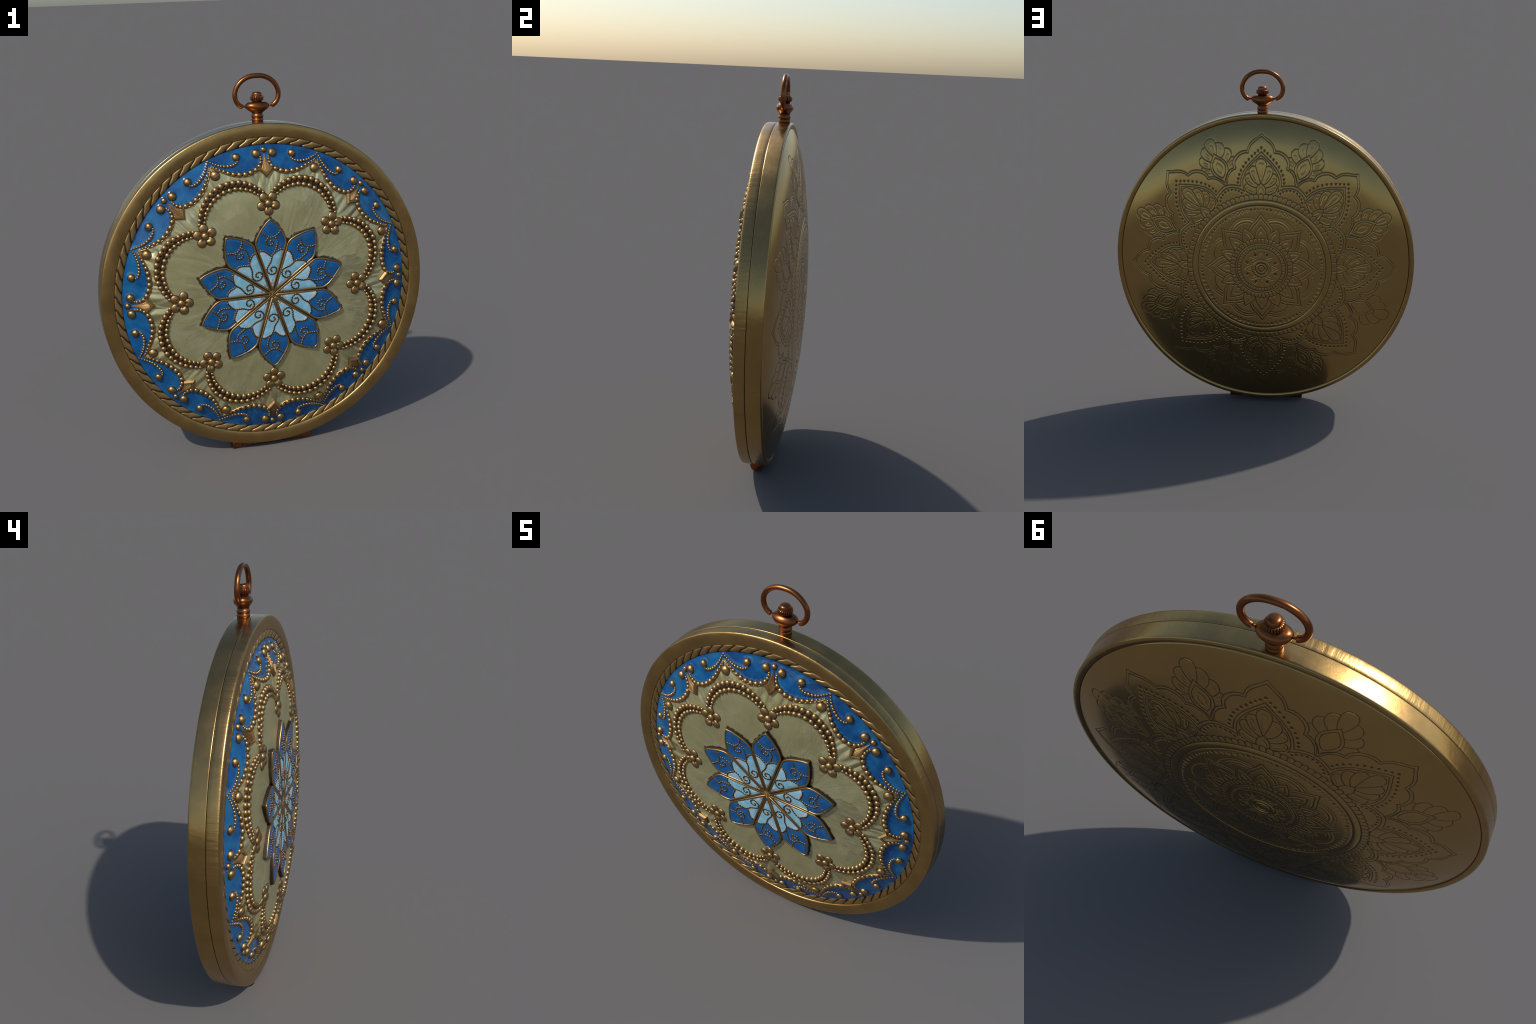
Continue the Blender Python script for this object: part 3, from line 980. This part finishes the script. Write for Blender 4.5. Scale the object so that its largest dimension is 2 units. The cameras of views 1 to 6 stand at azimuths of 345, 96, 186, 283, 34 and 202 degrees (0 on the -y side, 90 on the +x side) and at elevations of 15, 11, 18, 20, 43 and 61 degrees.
# palmette on the 22.5 degree axis
b_([(0, 0.787), (0.012, 0.785), (0.023, 0.779), (0.031, 0.765), (0.031, 0.745), (0.024, 0.716), (0.011, 0.689)])
b_([(0.031, 0.753), (0.053, 0.7485), (0.066, 0.736), (0.070, 0.722), (0.067, 0.702), (0.056, 0.683), (0.033, 0.663)])
b_([(0.069, 0.708), (0.084, 0.704), (0.094, 0.691), (0.096, 0.671), (0.083, 0.648), (0.053, 0.630)])
b_([(0.087, 0.652), (0.096, 0.649), (0.101, 0.640)])
b_([(0, 0.703), (0.010, 0.689), (0.025, 0.671), (0.040, 0.650), (0.048, 0.628), (0.047, 0.602), (0.037, 0.576), (0.018, 0.553), (0.007, 0.530), (0.003, 0.510)])
b_([(0, 0.678), (0.012, 0.667), (0.026, 0.651), (0.035, 0.632), (0.035, 0.610), (0.022, 0.580), (0, 0.557)])
b_([(0, 0.645), (0.011, 0.631), (0.015, 0.614), (0.011, 0.597), (0, 0.585)], D2, W2)
b_([(0.003, 0.754), (0.011, 0.747), (0.012, 0.732), (0.007, 0.706)], D2, W2)
b_([(0.033, 0.698), (0.041, 0.713), (0.047, 0.711), (0.046, 0.699), (0.037, 0.682)], D2, W2)
b_([(0.056, 0.657), (0.070, 0.670), (0.076, 0.668), (0.074, 0.658), (0.061, 0.643)], D2, W2)
b_([(0.061, 0.621), (0.080, 0.629), (0.084, 0.623), (0.079, 0.615), (0.062, 0.606)], D2, W2)
# inner arcs and pointed star
b_(arc(0, 0.208, 0.0925, 0, 48), D2, 0.0045)
b_(arc(0, 0.208, 0.0775, 0, 44))
a_([(0, 0.322), (0.014, 0.302), (0.030, 0.281), (0.046, 0.264), (0.058, 0.248), (0.066, 0.232), (0.068, 0.221)])
a_([(0, 0.298), (0.012, 0.281), (0.030, 0.259), (0.046, 0.240), (0.055, 0.222), (0.057, 0.214)])
a_([(0, 0.255), (0.009, 0.243), (0.020, 0.228), (0.031, 0.207), (0.035, 0.182)])
a_([(0, 0.222), (0.007, 0.212), (0.013, 0.203), (0.015, 0.190), (0.009, 0.178)], D2, W2)
b_([(0, 0.254), (0.010, 0.240), (0.021, 0.226), (0.030, 0.210), (0.035, 0.190), (0.032, 0.174)])
b_([(0, 0.226), (0.007, 0.214), (0.012, 0.202), (0.014, 0.188), (0.010, 0.177)], D2, W2)
# little star in the middle
a_([(0, 0.097), (0.008, 0.084), (0.014, 0.073), (0.019, 0.062), (0.021, 0.054)], D1 * 0.8, 0.0022)
a_([(0, 0.072), (0.004, 0.066), (0.007, 0.058)], D2, 0.0024)

DOTS_A = [((0.0, 0.688), 0.0065), ((0.018, 0.672), 0.0062), ((0.035, 0.657), 0.0062), ((0.052, 0.641), 0.0062), ((0.069, 0.623), 0.0062), ((0.086, 0.604), 0.0062),
          ((0.100, 0.583), 0.0062), ((0.113, 0.561), 0.0062), ((0.122, 0.538), 0.0062), ((0.128, 0.514), 0.0062), ((0.130, 0.493), 0.0060)]
DOTS_B = [((0.0, 0.484), 0.0056), ((0.0205, 0.480), 0.0056), ((0.039, 0.471), 0.0056), ((0.055, 0.459), 0.0056), ((0.066, 0.443), 0.0056)]
RING_DOTS = [(0.0, 0.0025), (2.6, 0.0034), (5.6, 0.0046), (9.3, 0.0062), (13.4, 0.0076), (17.9, 0.0090), (22.5, 0.0115)]


def seg_dist(P, line):
    best = np.full(len(P), 9.0)
    lo, hi = line.min(0) - 0.012, line.max(0) + 0.012
    near = np.where(((P > lo) & (P < hi)).all(1))[0]
    if not len(near):
        return best
    Q = P[near]
    bb = np.full(len(Q), 9.0)
    for a, b in zip(line[:-1], line[1:]):
        d = b - a
        t = np.clip(((Q - a) @ d) / (d @ d + 1e-12), 0, 1)
        bb = np.minimum(bb, np.hypot(*(Q - a - t[:, None] * d).T))
    best[near] = bb
    return best


def relief(r, deg):
    """Height change and line-darkness of the engraving for points of one half sector (0..22.5 degrees)."""
    phi = np.radians(deg)
    A = np.stack([r * np.sin(phi), r * np.cos(phi)], -1)
    p2 = np.radians(22.5) - phi
    B = np.stack([r * np.sin(p2), r * np.cos(p2)], -1)
    cut = np.zeros(len(r))
    ink = np.zeros(len(r))

    def groove(dist, d, w, inkk=1.0):
        nonlocal cut, ink
        g = np.exp(-(dist / w) ** 2)
        cut = np.maximum(cut, d * g)
        ink = np.maximum(ink, inkk * g)
    for S, P in ((LA, A), (LB, B)):
        for line, d, w in S:
            groove(seg_dist(P, line), d, w, 1.0 if d > 0.0013 else 0.40)
    for S, P in ((DOTS_A, A), (DOTS_B, B)):
        for c, rad in S:
            dist = np.hypot(*(P - np.array(c)).T)
            g = 1 / (1 + np.exp((dist - rad) / 0.0008))
            cut = np.maximum(cut, 0.0022 * g)
            ink = np.maximum(ink, 0.9 * g)
    for dg, rad in RING_DOTS:
        c = np.array([0.346 * math.sin(math.radians(dg)), 0.346 * math.cos(math.radians(dg))])
        dist = np.hypot(*(A - c).T)
        g = 1 / (1 + np.exp((dist - rad) / 0.0008))
        dome_ = np.clip(1 - (dist / rad) ** 2, 0, 1)
        cut = np.maximum(cut, 0.0028 * g * (1 - 0.5 * dome_ * (rad > 0.006)))
        ink = np.maximum(ink, (0.85 if rad < 0.007 else 0.50) * g)
    # row of pricks above the inner arcs
    for x in np.arange(0, 50, 4.6):
        c = np.array([0.1055 * math.sin(math.radians(x)), 0.208 + 0.1055 * math.cos(math.radians(x))])
        dist = np.hypot(*(B - c).T)
        g = np.exp(-(dist / 0.0030) ** 2)
        cut = np.maximum(cut, 0.0022 * g)
        ink = np.maximum(ink, g)
    # row of little tongues outside the big ring (3.75 degrees each) and inside (7.5 degrees)
    for r0, r1, pitch, hw in ((0.402, 0.432, 3.75, 0.0128), (0.154, 0.180, 7.5, 0.0100)):
        off = 0.0 if pitch < 5 else 3.75
        d = ((deg - off + pitch / 2) % pitch) - pitch / 2
        s = np.radians(d) * r
        body = r1 - hw
        side = np.abs(np.abs(s) - np.radians(pitch / 2) * r)
        side = np.where((r > r0) & (r < body + 0.004), side, 9)
        cap = np.abs(np.hypot(s, np.maximum(r - body, 0)) - np.minimum(np.radians(pitch / 2) * body, hw + 0.003))
        cap = np.where((r >= body) & (r < r1 + 0.006), cap, 9)
        groove(np.minimum(side, cap), D1 * 0.9, 0.0024)
    # band of square tesserae
    d = ((deg + 3.75) % 7.5) - 3.75
    s = np.abs(np.radians(d - 0.0) * r)
    groove(np.where((r > 0.118) & (r < 0.139), s, 9), D1 * 0.8, 0.0024)
    # teardrops between the star points
    w = 0.0105 * np.clip((0.107 - B[:, 1]) / 0.022, 0, 1) ** 0.8 * np.sqrt(np.clip((B[:, 1] - 0.077) / 0.006, 0, 1))
    g = np.clip((w - np.abs(B[:, 0])) / 0.003, 0, 1)
    cut = np.maximum(cut, 0.0014 * g)
    ink = np.maximum(ink, 0.60 * g)
    for rr, d, w in ((0.400, 0.0018, 0.0028), (0.3685, 0.0025, 0.0034), (0.151, D1, 0.0024), (0.139, D1, 0.0024), (0.118, D1 * 0.8, 0.0024),
                     (0.0535, 0.0020, 0.0026), (0.0340, 0.0024, 0.0028), (0.0175, 0.0018, 0.0024)):
        groove(np.abs(r - rr), d, w, 0.9)
    up = 0.0012 * np.clip(1 - ((r - 0.3845) / 0.0140) ** 2, 0, 1)
    up += 0.0014 * np.sqrt(np.clip(1 - ((r - 0.0440) / 0.0090) ** 2, 0, 1))
    up += 0.0017 * np.sqrt(np.clip(1 - ((r - 0.0258) / 0.0080) ** 2, 0, 1))
    return up - cut, ink


def engraved_plate():
    bands = [(0.006, 0.060, 30, 256), (0.060, 0.130, 40, 512), (0.130, 0.300, 92, 1024), (0.300, 0.795, 262, 2048)]
    verts, quads, tris, fmat_q, fmat_t = [], [], [], [], []
    base = 0
    prev = None
    inks = []
    for r0, r1, k, n in bands:
        rs = np.linspace(r0, r1, k)
        if prev is not None:
            rs = rs[1:] if False else rs
        half = n // 16
        deg = np.arange(half + 1) * 360.0 / n
        R, Dg = np.meshgrid(rs, deg, indexing='ij')
        h, ink = relief(R.ravel(), Dg.ravel())
        h, ink = h.reshape(R.shape), ink.reshape(R.shape)
        idx = np.arange(n) % (n // 8)
        idx = np.where(idx > half, n // 8 - idx, idx)
        H, I = h[:, idx], ink[:, idx]
        a = np.radians(np.arange(n) * 360.0 / n)
        RR = rs[:, None]
        y = back_y(RR) + H
        v = np.stack([-RR * np.sin(a), y, ZC + RR * np.cos(a)], -1)
        start = base
        if prev is not None:
            # stitch: previous ring has n/2 points at the same radius; drop our first ring's odd gaps with triangles
            ps, pn = prev
            j = np.arange(pn)
            j2 = (j + 1) % pn
            f0 = start + 2 * j
            f1 = start + 2 * j + 1
            f2 = start + (2 * j + 2) % n
            # snap the shared radius slightly outward so the band between is thin, not degenerate
            v[0] = v[0] + 0
            v0 = v[0]
            rr = rs[0] + (rs[1] - rs[0]) * 0.5
            sc_ = rr / rs[0]
            v0[:, 0] *= sc_
            v0[:, 2] = ZC + (v0[:, 2] - ZC) * sc_
            v0[:, 1] = back_y(rr) + 0.5 * (H[0] + H[1])
            tris += [np.stack([ps + j, f0, f1], -1), np.stack([ps + j, f1, ps + j2], -1), np.stack([ps + j2, f1, f2], -1)]
            fmat_t += [np.zeros(pn, np.int32)] * 3
        verts.append(v.reshape(-1, 3))
        i, jj = np.meshgrid(np.arange(k - 1), np.arange(n), indexing='ij')
        jn = (jj + 1) % n
        q = np.stack([start + i * n + jj, start + (i + 1) * n + jj, start + (i + 1) * n + jn, start + i * n + jn], -1).reshape(-1, 4)
        quads.append(q)
        m4 = (I[:-1] + I[1:] + np.roll(I, -1, 1)[:-1] + np.roll(I, -1, 1)[1:]) / 4
        fmat_q.append((m4 > 0.58).astype(np.int32).ravel())
        base += k * n
        prev = (start + (k - 1) * n, n)
    # smooth outer zone down into the groove by the rim
    tail = [(0.805, None), (0.815, None), (0.825, None), (0.8315, None), (0.8350, None), (0.8370, float(back_y(0.8350)) - 0.0010), (0.8384, float(back_y(0.8350)) - 0.0038)]
    n = 2048
    a = np.radians(np.arange(n) * 360.0 / n)
    last = prev[0]
    for rr, yy in tail:
        yv = float(back_y(rr)) if yy is None else yy
        verts.append(np.stack([-rr * np.sin(a), np.full(n, yv), ZC + rr * np.cos(a)], -1))
        j = np.arange(n)
        j2 = (j + 1) % n
        quads.append(np.stack([last + j, base + j, base + j2, last + j2], -1))
        fmat_q.append(np.zeros(n, np.int32))
        last = base
        base += n
    # centre cap
    verts.append(np.array([[0, float(back_y(0)), ZC]]))
    j = np.arange(256)
    tris.append(np.stack([np.full(256, base), j, (j + 1) % 256], -1))
    fmat_t.append(np.zeros(256, np.int32))
    q = np.concatenate(quads)
    t = np.concatenate(tris)
    return quads_mesh("engraved_plate", np.vstack(verts), [q, t], [M_PLATE, M_LINE], np.concatenate(fmat_q + fmat_t))


plate = add("engraved_plate", engraved_plate(), top)

# ------------------------------------------------------------------ crown, collar, bail, hinge
CY = 0.0112


def lathe(profile, n, squash=1.0, mod=None):
    """profile: (z, radius) about the vertical axis at y = CY; squash scales y."""
    v, f = [], []
    for z, r in profile:
        for i in range(n):
            a = 2 * math.pi * i / n
            k = r if mod is None else r + mod(z, a)
            v.append((k * math.cos(a), CY + squash * k * math.sin(a), z))
    m = len(profile)
    for j in range(m - 1):
        for i in range(n):
            i2 = (i + 1) % n
            f.append((j * n + i, j * n + i2, (j + 1) * n + i2, (j + 1) * n + i))
    f.append(tuple(range(n))[::-1])
    f.append(tuple((m - 1) * n + i for i in range(n)))
    return v, f


neck_prof = [(1.7450, 0.0285), (1.7580, 0.0285), (1.7600, 0.0290), (1.7640, 0.0306), (1.7680, 0.0311), (1.7722, 0.0304), (1.7752, 0.0286), (1.7772, 0.0276), (1.7790, 0.0282),
             (1.7815, 0.0302), (1.7860, 0.0312), (1.7905, 0.0308), (1.7945, 0.0288), (1.7980, 0.0272), (1.8030, 0.0264), (1.8090, 0.0262)]
v, f = lathe(neck_prof, 48)
fm = []
for j in range(len(neck_prof) - 1):
    fm += [1 if j in (6, 7, 13) else 0] * 48
neck = add("neck", mesh_from("neck", v, f, True, [M_COPPER, M_COPPER_DARK], fm + [0, 0]), top)

bulb_x = [(1.8030, 0.0285), (1.8080, 0.0352), (1.8150, 0.0462), (1.8215, 0.0550), (1.8280, 0.0606), (1.8340, 0.0634), (1.8400, 0.0640), (1.8455, 0.0620), (1.8500, 0.0580),
          (1.8535, 0.0530), (1.8562, 0.0468), (1.8578, 0.0400), (1.8584, 0.0300), (1.8585, 0.0150)]
v, f = [], []
nb = 64
for z, rx in bulb_x:
    ry = min(rx, max(0.0425 * math.sqrt(max(0.0, 1 - ((z - 1.8335) / 0.0310) ** 2)), 0.0150))
    if z < 1.812:
        ry = max(ry, 0.0282)
    for i in range(nb):
        a = 2 * math.pi * i / nb
        v.append((rx * math.cos(a), CY + ry * math.sin(a), z))
for j in range(len(bulb_x) - 1):
    for i in range(nb):
        i2 = (i + 1) % nb
        f.append((j * nb + i, j * nb + i2, (j + 1) * nb + i2, (j + 1) * nb + i))
f.append(tuple(range(nb))[::-1])
f.append(tuple((len(bulb_x) - 1) * nb + i for i in range(nb)))
add("collar", mesh_from("collar", v, f, True, [M_COPPER]), top)

# fluted winding crown
RIDGES = 22
crown_prof = [(1.8565, 0.0215), (1.8600, 0.0242), (1.8640, 0.0285), (1.8672, 0.0325), (1.8700, 0.0340), (1.8750, 0.0344), (1.8800, 0.0344), (1.8845, 0.0340), (1.8872, 0.0322), (1.8885, 0.0285), (1.8890, 0.0250)]


def flute(z, a):
    w = max(0.0, min(1.0, (z - 1.862) / 0.004)) * max(0.0, min(1.0, (1.8892 - z) / 0.003))
    c = math.cos(a * RIDGES)
    return -0.0028 * w * max(0.0, 0.25 - c) ** 0.7


nc = RIDGES * 10
v, f = lathe(crown_prof, nc, mod=flute)
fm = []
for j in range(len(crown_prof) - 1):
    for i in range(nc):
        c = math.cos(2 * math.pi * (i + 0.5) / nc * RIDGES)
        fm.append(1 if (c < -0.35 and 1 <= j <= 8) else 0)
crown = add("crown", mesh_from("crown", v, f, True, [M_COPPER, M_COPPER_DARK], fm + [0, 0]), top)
sharp_by_angle(crown.data, 40)
v, f = lathe([(1.8880, 0.0262), (1.8905, 0.0258), (1.8940, 0.0252), (1.8990, 0.0250), (1.9015, 0.0243), (1.9042, 0.0222), (1.9065, 0.0185), (1.9080, 0.0135), (1.9088, 0.0070), (1.9090, 0.0010)], 48)
add("crown_cap", mesh_from("crown_cap", v, f, True, [M_COPPER]), crown)

# bail: near-elliptic bow with blunt ends, held by two pins
half = [(0.0770, 1.8362), (0.0850, 1.8395), (0.0940, 1.8462), (0.1020, 1.8555), (0.1085, 1.8675), (0.1125, 1.8810), (0.1139, 1.8950), (0.1128, 1.9085), (0.1085, 1.9235), (0.1005, 1.9385),
        (0.0890, 1.9530), (0.0740, 1.9660), (0.0560, 1.9765), (0.0370, 1.9835), (0.0180, 1.9866), (0.0, 1.9873)]
pts = half + [(-x, z) for x, z in half[:-1]][::-1]
path = catmull([(x, 0.0106, z) for x, z in pts], 4)
# blunt, lightly rounded ends
d0 = path[0] - path[1]
d0 /= np.linalg.norm(d0)
d1 = path[-1] - path[-2]
d1 /= np.linalg.norm(d1)
path = np.vstack([[path[0] + d0 * 0.0012], path, [path[-1] + d1 * 0.0012]])
rad = np.full(len(path), 0.0126)
rad[0] = rad[-1] = 0.0112
v, f = tube(path, rad, 20)
bail = add("bail_ring", mesh_from("bail_ring", v, f, True, [M_COPPER]), top)
sharp_by_angle(bail.data, 50)
bag = Bag()
pin, pf = tube([(0.0580, 0.0106, 1.8362), (0.0840, 0.0106, 1.8375)], 0.0048, 14)
pin_me = mesh_from("pivot_pin", pin, pf, True, [M_COPPER])
add("pivot_pin", pin_me, bail)
add("pivot_pin", pin_me, bail, Matrix.Scale(-1, 4, (1, 0, 0)))

# hinge barrel under the case: eight waisted knuckles on a pin
HY, HZ, HR = -0.0240, 0.0346, 0.0345
knuckle = 0.0552


def ring_x(profile, n=40):
    v, f = [], []
    for x, r in profile:
        for i in range(n):
            a = 2 * math.pi * i / n
            v.append((x, HY + r * math.sin(a), HZ + r * math.cos(a)))
    for j in range(len(profile) - 1):
        for i in range(n):
            i2 = (i + 1) % n
            f.append((j * n + i, (j + 1) * n + i, (j + 1) * n + i2, j * n + i2))
    f.append(tuple(range(n)))
    f.append(tuple((len(profile) - 1) * n + i for i in range(n))[::-1])
    return v, f


hinge_empty = None
h = knuckle / 2 - 0.0012
v, f = ring_x([(-h, HR - 0.004), (-h, HR - 0.0010), (-h + 0.002, HR), (-h + 0.012, HR - 0.0008), (0, HR - 0.0018), (h - 0.012, HR - 0.0008), (h - 0.002, HR), (h, HR - 0.0010), (h, HR - 0.004)])
kn = mesh_from("hinge_knuckle", v, f, True, [M_COPPER])
sharp_by_angle(kn, 40)
v, f = ring_x([(-0.2195, 0.0200), (-0.2195, 0.0205), (-0.2195, 0.0265), (0.2195, 0.0265), (0.2195, 0.0205), (0.2195, 0.0200)])
core = mesh_from("hinge", v, f, True, [M_COPPER_DARK])
sharp_by_angle(core, 40)
hinge = add("hinge", core, top)
for i in range(8):
    add("hinge_knuckle", kn, hinge, Matrix.Translation(((i - 3.5) * knuckle, 0, 0)))
v, f = ring_x([(-0.2222, 0.0120), (-0.2222, 0.0190), (-0.2210, 0.0208), (0.2210, 0.0208), (0.2222, 0.0190), (0.2222, 0.0120)])
pin2 = mesh_from("hinge_pin", v, f, True, [M_COPPER])
sharp_by_angle(pin2, 40)
add("hinge_pin", pin2, hinge)
